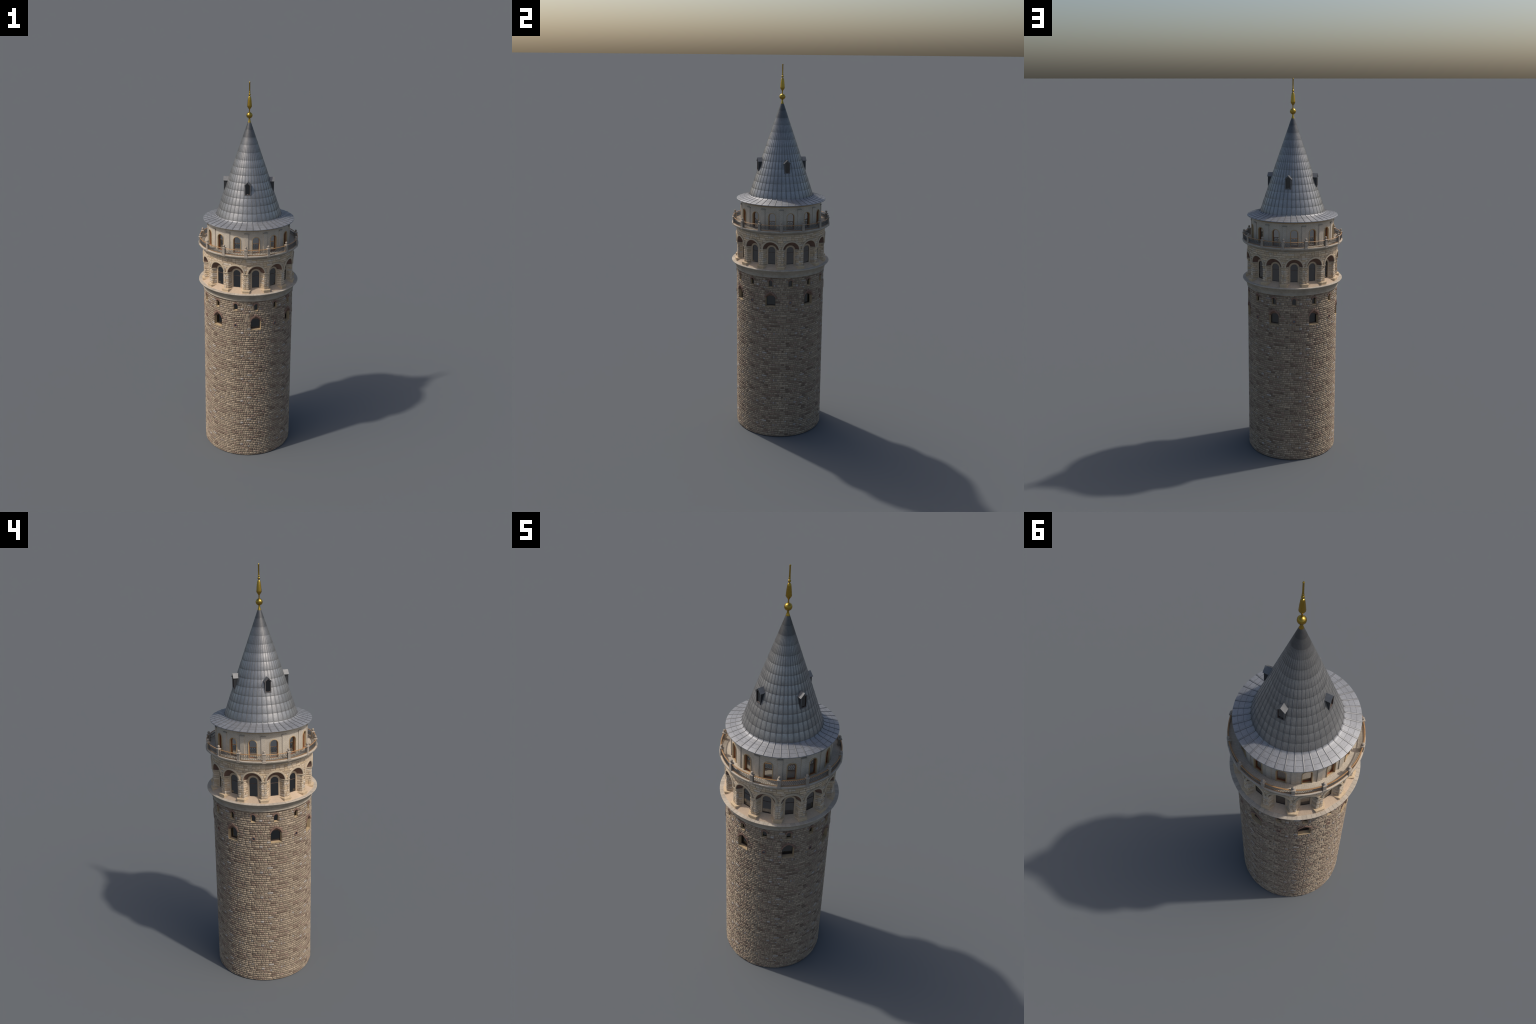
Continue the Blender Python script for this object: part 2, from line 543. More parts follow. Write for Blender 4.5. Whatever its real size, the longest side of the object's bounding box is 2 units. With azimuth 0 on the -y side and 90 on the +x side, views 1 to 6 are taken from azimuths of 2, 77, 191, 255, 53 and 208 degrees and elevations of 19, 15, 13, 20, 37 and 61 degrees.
# pointed windows
ph = HOOD_IN
po = [(-x, z) for x, z in ph] + list(reversed(ph))[1:]
pi_ = [(0.0250, 0.7588), (0.0250, 0.7990), (0.0238, 0.8025), (0.0214, 0.8055), (0.0182, 0.8083), (0.0143, 0.8105), (0.0098, 0.8122), (0.0050, 0.8130), (0.0, 0.8132)]
pin = [(-x, z) for x, z in pi_] + list(reversed(pi_))[1:]
PR = 0.2235
mb = MB()
reveal(mb, po, 0.2396, pin, PR, lambda z: 1 if z > 0.803 else 0)
mb.add([cyl(-0.0267, 0.2408, 0.7566), cyl(0.0267, 0.2408, 0.7566), cyl(0.0252, PR, 0.7590), cyl(-0.0252, PR, 0.7590),
        cyl(-0.0267, 0.2408, 0.7545), cyl(0.0267, 0.2408, 0.7545)], [(0, 1, 2, 3), (4, 5, 1, 0)], 0)
me_pointed = mb.mesh("pointed_window", [JAMB, BRICK], 35)
mb = MB(); pane(mb, pane_outline(pin, PR), PR - 0.0035)
me_pp = mb.mesh("window_pane", [G_SHAFT])
mb = MB()
pf = [(x * 0.925, 0.7585 + (z - 0.7585) * 0.965 + 0.0012) for x, z in pin]
o1, o2 = pane_outline(pin, PR), pane_outline(pf, PR)
mb.grid([[(x, -PR + 0.0012, z) for x, z in o1], [(x, -PR + 0.0012, z) for x, z in o2], [(x, -PR + 0.0034, z) for x, z in o2]], 0)  # near-black band draws the deep shade of the recess round the glass
mb.box(o2[0][0], o2[-1][0], -PR + 0.0005, -PR + 0.0033, 0.7590, 0.7615, 1)
me_pfr = mb.mesh("window_frame", [WINFRAME, TRANSOM])
hood_in = [(0.0265, 0.8040)] + HOOD_IN[1:]
hood_out = [(0.0325, 0.8045), (0.0322, 0.8085), (0.0308, 0.8140), (0.0280, 0.8198), (0.0238, 0.8252), (0.0185, 0.8302), (0.0125, 0.8340), (0.0065, 0.8375), (0.0, 0.8425)]
hi = [(-x, z) for x, z in hood_in] + list(reversed(hood_in))[1:]
ho = [(-x, z) for x, z in hood_out] + list(reversed(hood_out))[1:]
mb = MB(); brick_arch(mb, hi, ho, 0.2375, 0.2416)
me_pb = mb.mesh("brick_arch", [BRICK])

# little round windows
mb = MB()
circ = lambda R, n: [(R * math.cos(TAU * i / n), 0.779 + R * math.sin(TAU * i / n)) for i in range(n + 1)]
ring_strip(mb, circ(0.0066, 20), circ(0.0112, 20), 0.2370, 0.2414)
me_ob = mb.mesh("round_window", [BRICK], 40)
mb = MB(); pane(mb, pane_outline(circ(0.0069, 20)[:-1], 0.239), 0.2387)
me_op = mb.mesh("window_pane", [G_OCULUS])

for k in range(N):
    a = (k + 0.5) * BAY
    w = obj("narrow_window", me_narrow, tower, a)
    obj("window_pane", me_np, w); obj("brick_arch", me_nb, w)
    if k % 2 == 0:
        w = obj("pointed_window", me_pointed, tower, a)
        obj("window_pane", me_pp, w); obj("brick_arch", me_pb, w); obj("window_frame", me_pfr, w)
    else:
        w = obj("round_window", me_ob, tower, a)
        obj("window_pane", me_op, w)

# ------------------------------------------------------------------ ledge below the arcade
mb = MB()
lathe(mb, [(0.2370, 0.9165), (0.2424, 0.9168), (0.2438, 0.9178), (0.2442, 0.9196), (0.2437, 0.9214), (0.2426, 0.9224), (0.2426, 0.9238),
           (0.2442, 0.9285), (0.2462, 0.9335), (0.2486, 0.9382), (0.2496, 0.9388), (0.2520, 0.9425), (0.2552, 0.9466), (0.2586, 0.9504), (0.2596, 0.9508), (0.2622, 0.9536), (0.2642, 0.9558),
           (0.2656, 0.9575), (0.2660, 0.9590), (0.2655, 0.9600), (0.2440, 0.9600), (0.2100, 0.9600)], 168)
ledge = obj("ledge_cornice", mb.mesh("ledge_cornice", [MOULD], 38), tower)
mb = MB()
ns = 84
for i in range(ns):
    a0, a1 = TAU * (i + 0.018) / ns, TAU * (i + 0.982) / ns
    zt = 0.9612 + rng.uniform(-0.0002, 0.0002)
    am = 0.5 * (a0 + a1)
    rows = []
    for r, z in ((0.244, 0.959), (0.244, zt), (0.2650, zt), (0.2662, zt - 0.0009), (0.2662, 0.9585)):
        rows.append([pol(a, r, z) for a in (a0, am, a1)])
    mb.grid(rows, 0)
    mb.poly([rw[0] for rw in rows]); mb.poly([rw[-1] for rw in rows][::-1])
obj("ledge_slab", mb.mesh("ledge_slab", [SLAB]), ledge, kind="stuff")

# ------------------------------------------------------------------ arcade
A_HW, A_SPR, A_Z0, A_TOP = 0.0425, 1.0650, 0.9605, 1.1480
I_HW, I_SPR, I_R = 0.0304, 1.0587, 0.2160               # inner end of the splayed bay
def arch_half(z):
    if z <= A_SPR:
        return A_HW
    d = z - A_SPR
    return math.sqrt(max(0.0, A_HW ** 2 - d * d)) if d < A_HW else 0.0

wall = MB()
z = A_Z0
while z < A_TOP - 1e-6:
    z2 = min(A_TOP, z + 0.0015)
    h = max(arch_half(z), arch_half(z2))
    hl = sorted(((2 * k + 1) * SP - h, (2 * k + 1) * SP + h) for k in range(N)) if h > 0 else []
    for s, e in free_spans(hl, 0.0, GIRTH):
        xs = smoothstep_pts(s, e, max(1, int((e - s) / 0.012)))
        wall.grid([[cyl(x, 0.2384, z) for x in xs], [cyl(x, 0.2384, z2) for x in xs]])
    z = z2
# splayed jambs behind the blocks
for k in range(N):
    c = (2 * k + 1) * SP
    for sg in (-1, 1):
        wall.add([cyl(c + sg * A_HW, 0.2392, A_Z0), cyl(c + sg * (I_HW + 0.0002), I_R, A_Z0), cyl(c + sg * (I_HW + 0.0002), I_R, A_SPR), cyl(c + sg * A_HW, 0.2392, A_SPR)], [(0, 1, 2, 3)])
arcade = obj("arcade_wall", wall.mesh("arcade_wall", [A_MORTAR]), tower)

def lime_pick(row_tone):
    q = rng.random()
    if row_tone < 0.3:
        return 1 if q < 0.4 else 0 if q < 0.8 else 3
    return 0 if q < 0.5 else 2 if q < 0.74 else 1 if q < 0.87 else 3

blocks = MB()
NC = 17
ch = (A_TOP - 0.9600) / NC
def arc_fn(u, v, d):
    return cyl(u, 0.2384 + d, v)
for r in range(NC):
    za, zb = 0.9600 + r * ch, 0.9600 + (r + 1) * ch
    tone = rng.random()
    if za < A_SPR - 0.002:
        h = A_HW
    else:
        d0, R = max(0.0, za - A_SPR), 0.0452
        h = math.sqrt(R * R - d0 * d0) if d0 < R else 0.0
    for k in range(N):
        # stones between the centre of this bay and the next, broken at the openings
        x0, x1 = (2 * k + 1) * SP + h, (2 * k + 3) * SP - h
        x = x0
        first = True
        while x < x1 - 0.0005:
            small = (x1 - x0) < 0.03
            w = rng.uniform(0.009, 0.015) if small else rng.uniform(0.013, 0.034)
            if first and r % 2 and not small:
                w *= 0.55
            if x1 - x - w < (0.006 if small else 0.009):
                w = x1 - x
            rough = 0.0012 if za < A_SPR - 0.004 else 0.00035
            stone(blocks, arc_fn, x, x + w, za, zb, 0.0019 + rng.uniform(-0.0004, 0.0006), 0.0013, lime_pick(tone), rough * 0.6)
            x += w
            first = False
# blocks on the splayed jambs
for k in range(N):
    c = (2 * k + 1) * SP
    for sg in (-1, 1):
        p0 = Vector(cyl(c + sg * A_HW, 0.2405, 0))
        p1 = Vector(cyl(c + sg * I_HW, I_R, 0))
        ln = (p1 - p0).length
        t = (p1 - p0).normalized()
        cen = Vector(cyl(c, 0.228, 0))
        nrm = Vector((0, 0, 1)).cross(t)
        if nrm.dot(cen - p0) < 0:
            nrm = -nrm
        def side_fn(u, v, d, p0=p0, t=t, nrm=nrm):
            q = p0 + t * u + nrm * d
            return (q.x, q.y, v)
        def side_rev(u, v, d, ln=ln, f=side_fn):
            return f(ln - u, v, d)
        use = side_fn if sg > 0 else side_rev
        for r in range(10):
            za, zb = 0.9600 + r * ch, min(1.0605, 0.9600 + (r + 1) * ch)
            if zb - za < 0.003:
                continue
            tone = rng.random()
            cut = [0, ln] if rng.random() < 0.35 else [0, ln * rng.uniform(0.3, 0.7), ln]
            for a, b in zip(cut, cut[1:]):
                stone(blocks, use, a, b, za, zb, 0.0016 + rng.uniform(-0.0004, 0.0007), 0.0017, lime_pick(tone), 0.0007)
obj("limestone_block", blocks.mesh("limestone_block", [A_CREAM, A_YELL, A_GREY, A_DARK], 33), arcade, kind="stuff")

# splayed brick vault of one bay (built at azimuth 0)
NA = 22
oa = arcn(A_HW, A_SPR, NA)
ia = arcn(I_HW, I_SPR, NA)
ia = [(x, I_SPR + (z - I_SPR) * (0.0273 / I_HW)) for x, z in ia]
mb = MB()
rows = []
for t in (0, 0.33, 0.66, 1):
    rows.append([cyl(o[0] + (i[0] - o[0]) * t, 0.2412 + (I_R - 0.2412) * t, o[1] + (i[1] - o[1]) * t) for o, i in zip(oa, ia)])
mb.grid(rows, 0)
me_vault = mb.mesh("brick_vault", [VAULT], 60)

# archivolt
mb = MB()
ao = arcn(0.0510, A_SPR, NA)
def lerp2(p, q, t):
    return (p[0] + (q[0] - p[0]) * t, p[1] + (q[1] - p[1]) * t)
rows = []
for t, r in ((0, 0.2380), (0, 0.2436), (0.08, 0.2444), (0.55, 0.2446), (0.62, 0.2438), (0.92, 0.2436), (1.0, 0.2428), (1.0, 0.2385)):
    rows.append([cyl(*((lambda p: (p[0], r, p[1]))(lerp2(i, o, t)))) for i, o in zip(oa, ao)])
mb.grid(rows, 0)
me_archivolt = mb.mesh("archivolt", [TRIM], 30)

# inner window: moulded surround, pane, transom
mb = MB()
ws = R0 / I_R
def arch_w(half, z0, zs, n=20):
    """arch whose world-size half-width is half at radius I_R"""
    return [(x * ws, z) for x, z in arch_outline(half, z0, zs, n)]
so, si = arch_w(0.0276, 0.966, 1.0585), arch_w(0.0188, 0.966, 1.0580)
rows = []
for t, r in ((1, 0.2125), (1, 0.2175), (0.85, 0.2184), (0.45, 0.2182), (0.36, 0.2172), (0.05, 0.2170), (0, 0.2164), (0, 0.2110)):
    rows.append([cyl(*((lambda p: (p[0], r, p[1]))(lerp2(i, o, t)))) for i, o in zip(si, so)])
mb.grid(rows, 0)
me_surround = mb.mesh("arched_window", [PLASTER], 30)
mb = MB()
pane(mb, arch_outline(0.0192, 0.970, 1.0580, 20), 0.2130)
me_apane = mb.mesh("window_pane", [G_DARK])
mb = MB()
fo, fi = arch_outline(0.0190, 0.9800, 1.0580, 20), arch_outline(0.0178, 0.9852, 1.0580, 20)
mb.grid([[(x, -0.2132, z) for x, z in fo], [(x, -0.2140, z) for x, z in fo], [(x, -0.2140, z) for x, z in fi], [(x, -0.2131, z) for x, z in fi]], 0)
mb.box(-0.0188, 0.0188, -0.2141, -0.2128, 0.9815, 0.9852, 0)
mb.box(-0.0180, 0.0180, -0.2143, -0.2128, 1.0445, 1.0467, 1)
me_frame = mb.mesh("window_frame", [WINFRAME, TRANSOM])

# sloping sill of the bay
mb = MB()
yo, yi = 0.2475, 0.2120
prof = [(yo, 0.9608, 0.049), (0.2440, 0.9640, 0.0455), (yi, 0.9842, 0.0290)]
mb.grid([[(-h, -y, z) for y, z, h in prof], [(h, -y, z) for y, z, h in prof]][::-1], 0)
mb.add([(-0.049, -yo, 0.9608), (0.049, -yo, 0.9608), (0.049, -yo, 0.958), (-0.049, -yo, 0.958)], [(0, 3, 2, 1)])
me_sill = mb.mesh("bay_sill", [SILL], 40)

# pier trims (built at azimuth 0): impost and plinth swept round the pier
def pier_path(d):
    p = [cyl(-(SP - I_HW), I_R, 0), cyl(-(SP - A_HW), 0.2405, 0), cyl(SP - A_HW, 0.2405, 0), cyl(SP - I_HW, I_R, 0)]
    p = [Vector((q[0], q[1])) for q in p]
    # offset every edge outward by d and intersect
    def off(a, b):
        t = (b - a).normalized()
        n = Vector((t.y, -t.x))
        return a + n * d, t
    e = [off(p[i], p[i + 1]) for i in range(3)]
    def hit(e1, e2):
        (a, t), (b, s) = e1, e2
        den = t.x * s.y - t.y * s.x
        k = ((b.x - a.x) * s.y - (b.y - a.y) * s.x) / den
        return a + t * k
    l2 = e[2][0] + e[2][1] * (p[3] - p[2]).length
    return [e[0][0], hit(e[0], e[1]), hit(e[1], e[2]), l2]

def pier_sweep(prof, name, mat):
    mb = MB()
    rows = [[(q.x, q.y, z) for q in pier_path(d)] for d, z in prof]
    mb.grid(rows, 0)
    mb.poly([p for p in rows[-1]])
    mb.poly([p for p in rows[0]][::-1])
    return mb.mesh(name, [mat])

me_impost = pier_sweep([(-0.002, 1.0592), (0.0016, 1.0597), (0.0022, 1.0610), (0.0040, 1.0622), (0.0043, 1.0630), (0.0043, 1.0652), (0.0036, 1.0662), (-0.002, 1.0664)], "impost", TRIM)
me_plinth = pier_sweep([(0.0086, 0.9595), (0.0086, 0.9708), (0.0100, 0.9716), (0.0103, 0.9724), (0.0103, 0.9768), (0.0098, 0.9777), (0.0005, 0.9782)], "pier_plinth", PLINTH)

for k in range(N):
    a = (k + 0.5) * BAY
    obj("brick_vault", me_vault, tower, a)
    obj("archivolt", me_archivolt, tower, a)
    w = obj("arched_window", me_surround, tower, a)
    obj("window_pane", me_apane, w)
    obj("window_frame", me_frame, w)
    obj("bay_sill", me_sill, tower, a)
    p = obj("pier_plinth", me_plinth, tower, k * BAY)
    obj("impost", me_impost, tower, k * BAY)

# ------------------------------------------------------------------ gallery slab
mb = MB()
lathe(mb, [(0.2380, 1.1440), (0.2418, 1.1446), (0.2430, 1.1460), (0.2430, 1.1478), (0.2446, 1.1484), (0.2475, 1.1500), (0.2512, 1.1525), (0.2550, 1.1550),
           (0.2590, 1.1568), (0.2618, 1.1580), (0.2630, 1.1592), (0.2646, 1.1602), (0.2656, 1.1620), (0.2660, 1.1645), (0.2659, 1.1668), (0.2652, 1.1680), (0.2560, 1.1682)], 168)
gallery = obj("gallery_slab", mb.mesh("gallery_slab", [MOULD], 38), tower)
mb = MB()
lathe(mb, [(0.2570, 1.1684), (0.2120, 1.1684)], 168)
kb = MB()
lathe(kb, [(0.2655, 1.1676), (0.2650, 1.1690), (0.2566, 1.1690), (0.2566, 1.1670)], 168)
obj("gallery_kerb", kb.mesh("gallery_kerb", [KERB]), gallery)
obj("gallery_deck", mb.mesh("gallery_deck", [DECK]), gallery)

# ------------------------------------------------------------------ railing
RR = 0.2590
rail_root = MB()
lathe(rail_root, [(RR - 0.0012, 1.1715), (RR - 0.0012, 1.1735), (RR + 0.0012, 1.1735), (RR + 0.0012, 1.1715), (RR - 0.0012, 1.1715)], 168)
railing = obj("gallery_railing", rail_root.mesh("gallery_railing", [RAILWOOD]), tower)
mb = MB()
h = SP - 0.0078
xs = smoothstep_pts(-h, h, 14)
sec = [(-0.0027, 0), (-0.0027, 0.0012), (-0.0016, 0.0023), (0.0016, 0.0023), (0.0027, 0.0012), (0.0027, 0)]
rows = [[cyl(x, RR + dr, 1.1990 + dz) for dr, dz in sec] for x in xs]
mb.grid(rows, 0, close_u=True)
me_hand = mb.mesh("handrail", [RAILWOOD], 40)

# iron lattice of one panel: two interlaced waves, repeated
def tube(mb, pts, r, sides=4, mat=0):
    rows = []
    for i, p in enumerate(pts):
        p = Vector(p)
        t = (Vector(pts[min(i + 1, len(pts) - 1)]) - Vector(pts[max(i - 1, 0)])).normalized()
        n = Vector((p.x, p.y, 0)).normalized()
        s = t.cross(n).normalized()
        rows.append([tuple(p + (s * math.cos(TAU * (j + .5) / sides) + n * math.sin(TAU * (j + .5) / sides)) * r) for j in range(sides)])
    mb.grid(rows, mat, close_u=True)
mb = MB()
PER = 12
zl, zh = 1.1735, 1.1992
step = 2 * h / PER
for i in range(PER):
    x0 = -h + i * step
    # two interlaced waves
    for sg in (0, 1):
        pts = []
        for j in range(13):
            t = j / 12
            f = 0.5 - 0.5 * math.cos(math.pi * t)
            pts.append(cyl(x0 + step * (f if sg == 0 else 1 - f), RR + (0.0004 if sg else -0.0004), zl + (zh - zl) * t))
        tube(mb, pts, 0.00050)
    # drop-shaped loop hanging in the lower half
    pts = []
    for j in range(13):
        t = TAU * j / 12
        pts.append(cyl(x0 + step * (0.5 + 0.36 * math.sin(t) * (0.75 - 0.25 * math.cos(t))), RR, 1.1825 + 0.0080 * -math.cos(t)))
    tube(mb, pts, 0.00045)
for i in range(PER + 1):
    tube(mb, [cyl(-h + i * step, RR, zl), cyl(-h + i * step, RR, zh)], 0.00050)
me_lat = mb.mesh("rail_lattice", [IRON])

# stone post with cap and ball
mb = MB()
def sq(mb, prof, yc):
    rows = [[(s * w, -yc + t * w, z) for s, t in ((-1, -1), (1, -1), (1, 1), (-1, 1))] for w, z in prof]
    mb.grid(rows, 0, close_u=True)
    mb.poly(rows[-1]); mb.poly(rows[0][::-1])
sq(mb, [(0.0086, 1.1600), (0.0086, 1.1705), (0.0070, 1.1722), (0.0068, 1.1735), (0.0068, 1.1985), (0.0072, 1.1992), (0.0088, 1.2005), (0.0088, 1.2030), (0.0074, 1.2046), (0.0034, 1.2056)], RR - 0.0012)
me_post = mb.mesh("rail_post", [RAILSTONE])
mb = MB()
prof = [(0.0044, 1.2052), (0.0036, 1.2062), (0.0030, 1.2074)]
for i in range(1, 13):
    t = -math.pi / 2 + math.pi * (0.12 + 0.88 * i / 12)
    prof.append((max(0.00001, 0.0060 * math.cos(t)), 1.2130 + 0.0060 * math.sin(t)))
rows = [[(r * math.sin(TAU * j / 18), -(RR - 0.0012) - r * math.cos(TAU * j / 18), z) for j in range(18)] for r, z in prof]
mb.grid(rows, 0, close_u=True)
me_ball = mb.mesh("post_ball", [RAILSTONE], 50)
for k in range(N):
    obj("handrail", me_hand, railing, (k + 0.5) * BAY)
    obj("rail_lattice", me_lat, railing, (k + 0.5) * BAY)
    obj("rail_post", me_post, railing, k * BAY, bevel=0.0005)
    obj("post_ball", me_ball, railing, k * BAY)

# ------------------------------------------------------------------ lantern drum
DR = 0.2165
dw = R0 / DR
W_HW, W_SPR, W_Z0 = 0.0185, 1.2355, 1.1680
def drum_half(z):
    if z < W_SPR:
        return W_HW * dw
    d = z - W_SPR
    return math.sqrt(max(0.0, W_HW ** 2 - d * d)) * dw if d < W_HW else 0.0
mb = MB()
z = 1.1670
while z < 1.2960:
    z2 = min(1.2961, z + 0.0016)
    hh = max(drum_half(z), drum_half(z2))
    hl = sorted(((2 * k + 1) * SP - hh, (2 * k + 1) * SP + hh) for k in range(N)) if hh > 0 else []
    for s, e in free_spans(hl, 0.0, GIRTH):
        xs = smoothstep_pts(s, e, max(1, int((e - s) / 0.012)))
        mb.grid([[cyl(x, DR, z) for x in xs], [cyl(x, DR, z2) for x in xs]])
    z = z2
drum = obj("lantern_drum", mb.mesh("lantern_drum", [DRUM]), tower)
mb = MB()
lathe(mb, [(0.2160, 1.2855), (0.2178, 1.2858), (0.2184, 1.2880), (0.2200, 1.2900), (0.2225, 1.2918), (0.2235, 1.2940), (0.2235, 1.2960)], 168)
obj("drum_cornice", mb.mesh("drum_cornice", [JAMB], 40), drum)

def warch(half, z0, zs, n=20):
    return [(x * dw, z) for x, z in arch_outline(half, z0, zs, n)]
mb = MB()
fo, fi = warch(0.0209, 1.1684, W_SPR), warch(0.0178, 1.1684, W_SPR)
rows = []
for t, r in ((1, 0.2155), (1, 0.2180), (0.8, 0.2190), (0.25, 0.2190), (0, 0.2182), (0, 0.2085)):
    rows.append([cyl(*((lambda p: (p[0], r, p[1]))(lerp2(i, o, t)))) for i, o in zip(fi, fo)])
mb.grid(rows, 0)
me_lw = mb.mesh("lantern_window", [GOLDTRIM], 30)
mb = MB()
yo, yi, yp = 0.2100, 0.2072, 0.2070
o1, o2 = arch_outline(0.0180, 1.1686, W_SPR, 20), arch_outline(0.0162, 1.1702, W_SPR, 20)
mb.grid([[(x, -yo, z) for x, z in o1], [(x, -yo, z) for x, z in o2], [(x, -yi, z) for x, z in o2]], 0)
mb.add([(-0.0180, -yo, 1.1686), (0.0180, -yo, 1.1686), (0.0162, -yo, 1.1702), (-0.0162, -yo, 1.1702), (0.0162, -yi, 1.1702), (-0.0162, -yi, 1.1702)],
       [(0, 1, 2, 3), (3, 2, 4, 5)])
mb.poly([(0.0180, -0.2105, 1.1687), (0.0180, -0.2170, 1.1687), (-0.0180, -0.2170, 1.1687), (-0.0180, -0.2105, 1.1687)], 1)
me_lf = mb.mesh("window_frame", [ORANGE, GOLDTRIM])
mb = MB(); pane(mb, arch_outline(0.0165, 1.1700, W_SPR, 20), yp)
me_lp = mb.mesh("window_pane", [G_MIRROR])
mb = MB()
pw = 0.0098 * dw
def pil_fn(x, y, z):
    return cyl(x, y, z)
mb.box(-pw, pw, 0.2150, 0.2197, 1.1680, 1.2690, 0, pil_fn)
mb.box(-pw * 1.08, pw * 1.08, 0.2150, 0.2204, 1.1680, 1.1760, 0, pil_fn)
mb.box(-pw * 1.12, pw * 1.12, 0.2150, 0.2207, 1.2680, 1.2702, 0, pil_fn)
mb.box(-pw * 1.22, pw * 1.22, 0.2150, 0.2216, 1.2702, 1.2750, 1, pil_fn)
me_pil = mb.mesh("pilaster", [DRUM, CAPSTONE])
for k in range(N):
    w = obj("lantern_window", me_lw, tower, (k + 0.5) * BAY)
    obj("window_frame", me_lf, w)
    obj("window_pane", me_lp, w)
    obj("pilaster", me_pil, drum, k * BAY, bevel=0.0004)

# ------------------------------------------------------------------ roof
Z_APEX, SLOPE = 1.8000, 0.3400
def cone_r(z):
    return 0.0078 + (Z_APEX - z) * SLOPE
NB, Z_KNEE = 13, 1.3220
BH = (Z_APEX - Z_KNEE) / NB
root = MB()
# eave: sheet from the knee out to the rim, with thickness
eave = [(0.1655, 1.3320), (0.1690, 1.3250), (0.1712, 1.3205), (0.1738, 1.3175), (0.1770, 1.3155), (0.1815, 1.3138), (0.2100, 1.3066), (0.2380, 1.2996),
        (0.2394, 1.2990), (0.2398, 1.2978), (0.2396, 1.2958), (0.2385, 1.2950), (0.2200, 1.2958), (0.2100, 1.2958)]
mb = root
lathe(mb, eave[::-1], 168)
roof = obj("cone_roof", mb.mesh("cone_roof", [LEAD_E], 30), tower)
def lap_r(zz, t):
    k = min(1.0, cone_r(zz) / 0.09)
    return cone_r(zz) + k * (0.0006 * (1 - t) + 4 * BULGE * t * (1 - t))
# lapped courses of sheet; each bellies slightly and laps over the one below
BULGE = 0.0006
for i in range(NB):
    zt, zb = Z_APEX - i * BH, Z_APEX - (i + 1) * BH
    mb = MB()
    prof = [(cone_r(zb) - 0.0012, zb - 0.0002), (cone_r(zb) + 0.0004, zb - 0.0002)]
    for t in smoothstep_pts(0.03, 1.0, 8):
        zz = zb + (zt - zb) * t
        prof.append((lap_r(zz, t), zz))
    lathe(mb, prof, 168)
    obj("roof_course", mb.mesh("roof_course", [LEAD], 40), roof)

# standing seams: 42 rolls down the cone and out over the eave
path = []
for i in range(NB):
    zt, zb = Z_APEX - i * BH, Z_APEX - (i + 1) * BH
    for t in (0.96, 0.8, 0.6, 0.4, 0.2, 0.04):
        zz = zb + (zt - zb) * t
        path.append((lap_r(zz, t), zz))
path += [(0.1702, 1.3250), (0.1722, 1.3212), (0.1746, 1.3185), (0.1776, 1.3163), (0.1818, 1.3146), (0.2100, 1.3074), (0.2380, 1.3003), (0.2398, 1.2992)]
mb = MB()
NCONE = NB * 6
CN = Vector((1.0, SLOPE)).normalized()
def roll(bands, lo, hi):
    """bands: list of (offset across, height) points of the section, per material"""
    for pts, mat in bands:
        rows = []
        for i, (r, zz) in enumerate(path):
            if not lo <= i <= hi:
                continue
            if i < NCONE:
                n = CN
            else:
                r2, z2 = path[min(i + 1, len(path) - 1)]; r1, z1 = path[i - 1]
                t = Vector((r2 - r1, z2 - z1)).normalized()
                n = Vector((-t.y, t.x))
            k = min(1.0, r / 0.10)
            k = k if r < 0.10 else 1.0
            rows.append([(x * k, -(r + n.x * hh * k), zz + n.y * hh * k) for x, hh in pts])
        mb.grid(rows, mat)
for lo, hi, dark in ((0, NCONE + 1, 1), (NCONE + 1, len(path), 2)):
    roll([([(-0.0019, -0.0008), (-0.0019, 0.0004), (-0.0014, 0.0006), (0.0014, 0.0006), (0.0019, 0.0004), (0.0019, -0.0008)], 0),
          ([(-0.0028, -0.0008), (-0.0028, 0.00018), (-0.0018, 0.00018)], dark),  # flanking strips model the dark crease shadow along the roll
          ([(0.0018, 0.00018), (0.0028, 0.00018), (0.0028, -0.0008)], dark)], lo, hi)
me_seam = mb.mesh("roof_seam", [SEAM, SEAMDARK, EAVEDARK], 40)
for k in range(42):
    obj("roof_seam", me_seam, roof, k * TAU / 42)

# ------------------------------------------------------------------ dormers
mb = MB()
yf, hw, zb, ze, zr = 0.1300, 0.0152, 1.4475, 1.5010, 1.5165
yb = 0.095
front = [(-hw, zb), (hw, zb), (hw, ze), (0, zr - 0.0005), (-hw, ze)]
inn = [(-hw + 0.0035, zb + 0.0045), (hw - 0.0035, zb + 0.0045), (hw - 0.0035, ze - 0.001), (0, zr - 0.0060), (-hw + 0.0035, ze - 0.001)]
mb.grid([[(x, -yf, z) for x, z in inn], [(x, -yf, z) for x, z in front]], 1, close_u=True, flip=True)
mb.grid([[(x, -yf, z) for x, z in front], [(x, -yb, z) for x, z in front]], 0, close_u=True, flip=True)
mb.grid([[(x, -yf, z) for x, z in inn], [(x, -yf + 0.004, z) for x, z in inn]], 0, close_u=True)
me_dorm = mb.mesh("dormer", [DORMER, DORMFRAME])
mb = MB()
ov, yo, th = 0.0188, 0.1328, 0.0020
drop = (zr - ze) / hw
for sg in (-1, 1):
    p = [(0, zr), (sg * ov, zr - ov * drop)]
    vs = []
    for y in (yo, 0.088):
        for dz in (0.0, th):
            for x, z in p:
                vs.append((x, -y, z + dz))
    f = [(0, 1, 3, 2), (4, 6, 7, 5), (2, 3, 7, 6), (0, 4, 5, 1), (1, 5, 7, 3)]
    mb.add(vs, f if sg > 0 else [q[::-1] for q in f])
me_droof = mb.mesh("dormer_roof", [DORMROOF])
mb = MB(); mb.poly([(x, -yf + 0.0035, z) for x, z in inn])
me_dpane = mb.mesh("window_pane", [G_SHAFT])
mb = MB()
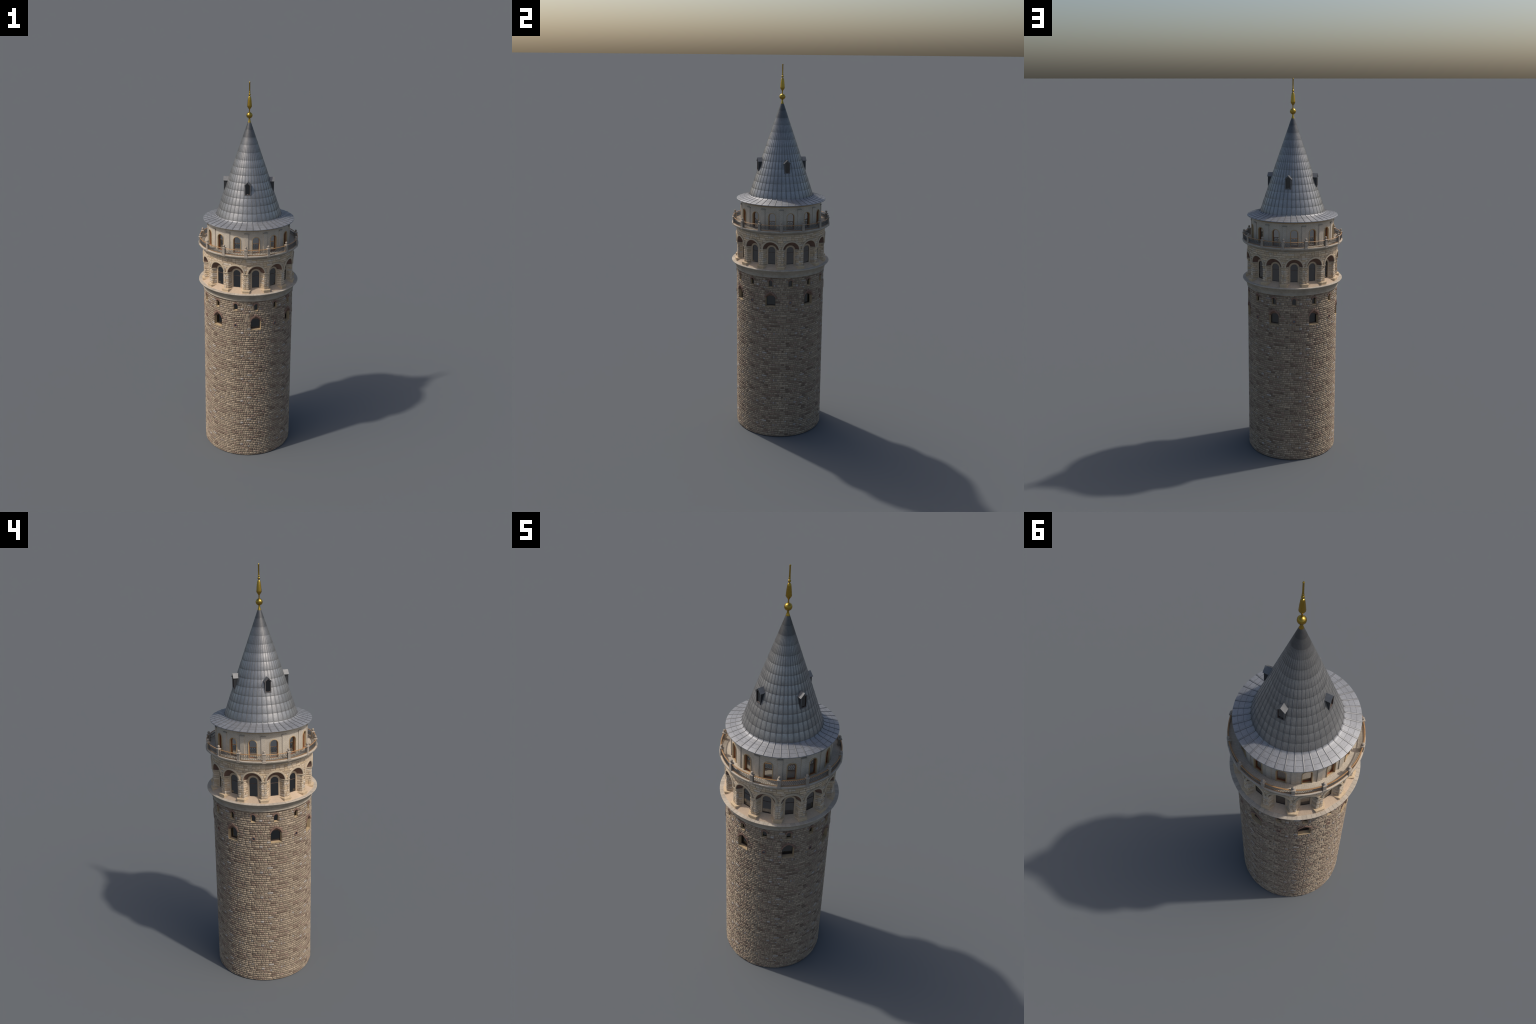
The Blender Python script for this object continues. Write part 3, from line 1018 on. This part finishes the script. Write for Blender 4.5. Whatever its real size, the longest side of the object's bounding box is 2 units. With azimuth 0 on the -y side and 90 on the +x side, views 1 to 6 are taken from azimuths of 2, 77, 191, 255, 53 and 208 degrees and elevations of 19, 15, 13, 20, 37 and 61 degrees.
i2 = [(-hw + 0.0046, zb + 0.0058), (hw - 0.0046, zb + 0.0058), (hw - 0.0046, ze - 0.0018), (0, zr - 0.0076), (-hw + 0.0046, ze - 0.0018)]
mb.grid([[(x, -yf + 0.0010, z) for x, z in inn], [(x, -yf + 0.0010, z) for x, z in i2], [(x, -yf + 0.0034, z) for x, z in i2]], 0, close_u=True, flip=True)
me_dfr = mb.mesh("window_frame", [TRANSOM])
for k in range(4):
    d = obj("dormer", me_dorm, tower, k * TAU / 4)
    obj("dormer_roof", me_droof, d)
    obj("window_pane", me_dpane, d)
    obj("window_frame", me_dfr, d)

# ------------------------------------------------------------------ finial
def finial_part(name, prof, parent, seg=20):
    mb = MB()
    lathe(mb, prof, seg)
    return obj(name, mb.mesh(name, [GOLD], 28), parent)
base = finial_part("finial", [(0.0086, 1.7965), (0.0086, 1.7985), (0.0070, 1.8025), (0.0052, 1.8080), (0.0042, 1.8140), (0.0040, 1.8200)], tower)
ball = [(0.0159 * math.cos(-1.35 + 2.7 * i / 16), 1.8338 + 0.0159 * math.sin(-1.35 + 2.7 * i / 16)) for i in range(17)]
finial_part("finial_ball", ball, base, 24)
finial_part("finial_spindle", [(0.0034, 1.8480), (0.0030, 1.8540), (0.0027, 1.8620), (0.0040, 1.8650), (0.0090, 1.8720), (0.0121, 1.8775), (0.0123, 1.8790), (0.0117, 1.8850),
                               (0.0100, 1.9050), (0.0082, 1.9190), (0.0070, 1.9250), (0.0052, 1.9278), (0.0030, 1.9290)], base, 12)
beads = [(0.0030, 1.9285)]
for c, r in ((1.9368, 0.0060), (1.9475, 0.0043)):
    beads += [(max(0.0028, r * math.cos(-1.2 + 2.4 * i / 8)), c + r * math.sin(-1.2 + 2.4 * i / 8)) for i in range(9)]
finial_part("finial_bead", beads, base, 16)
finial_part("finial_rod", [(0.0036, 1.9510), (0.0032, 1.9580), (0.0031, 1.9950), (0.0036, 1.9962), (0.0037, 1.9978), (0.0028, 1.9994), (0.0001, 2.0000)], base, 12)
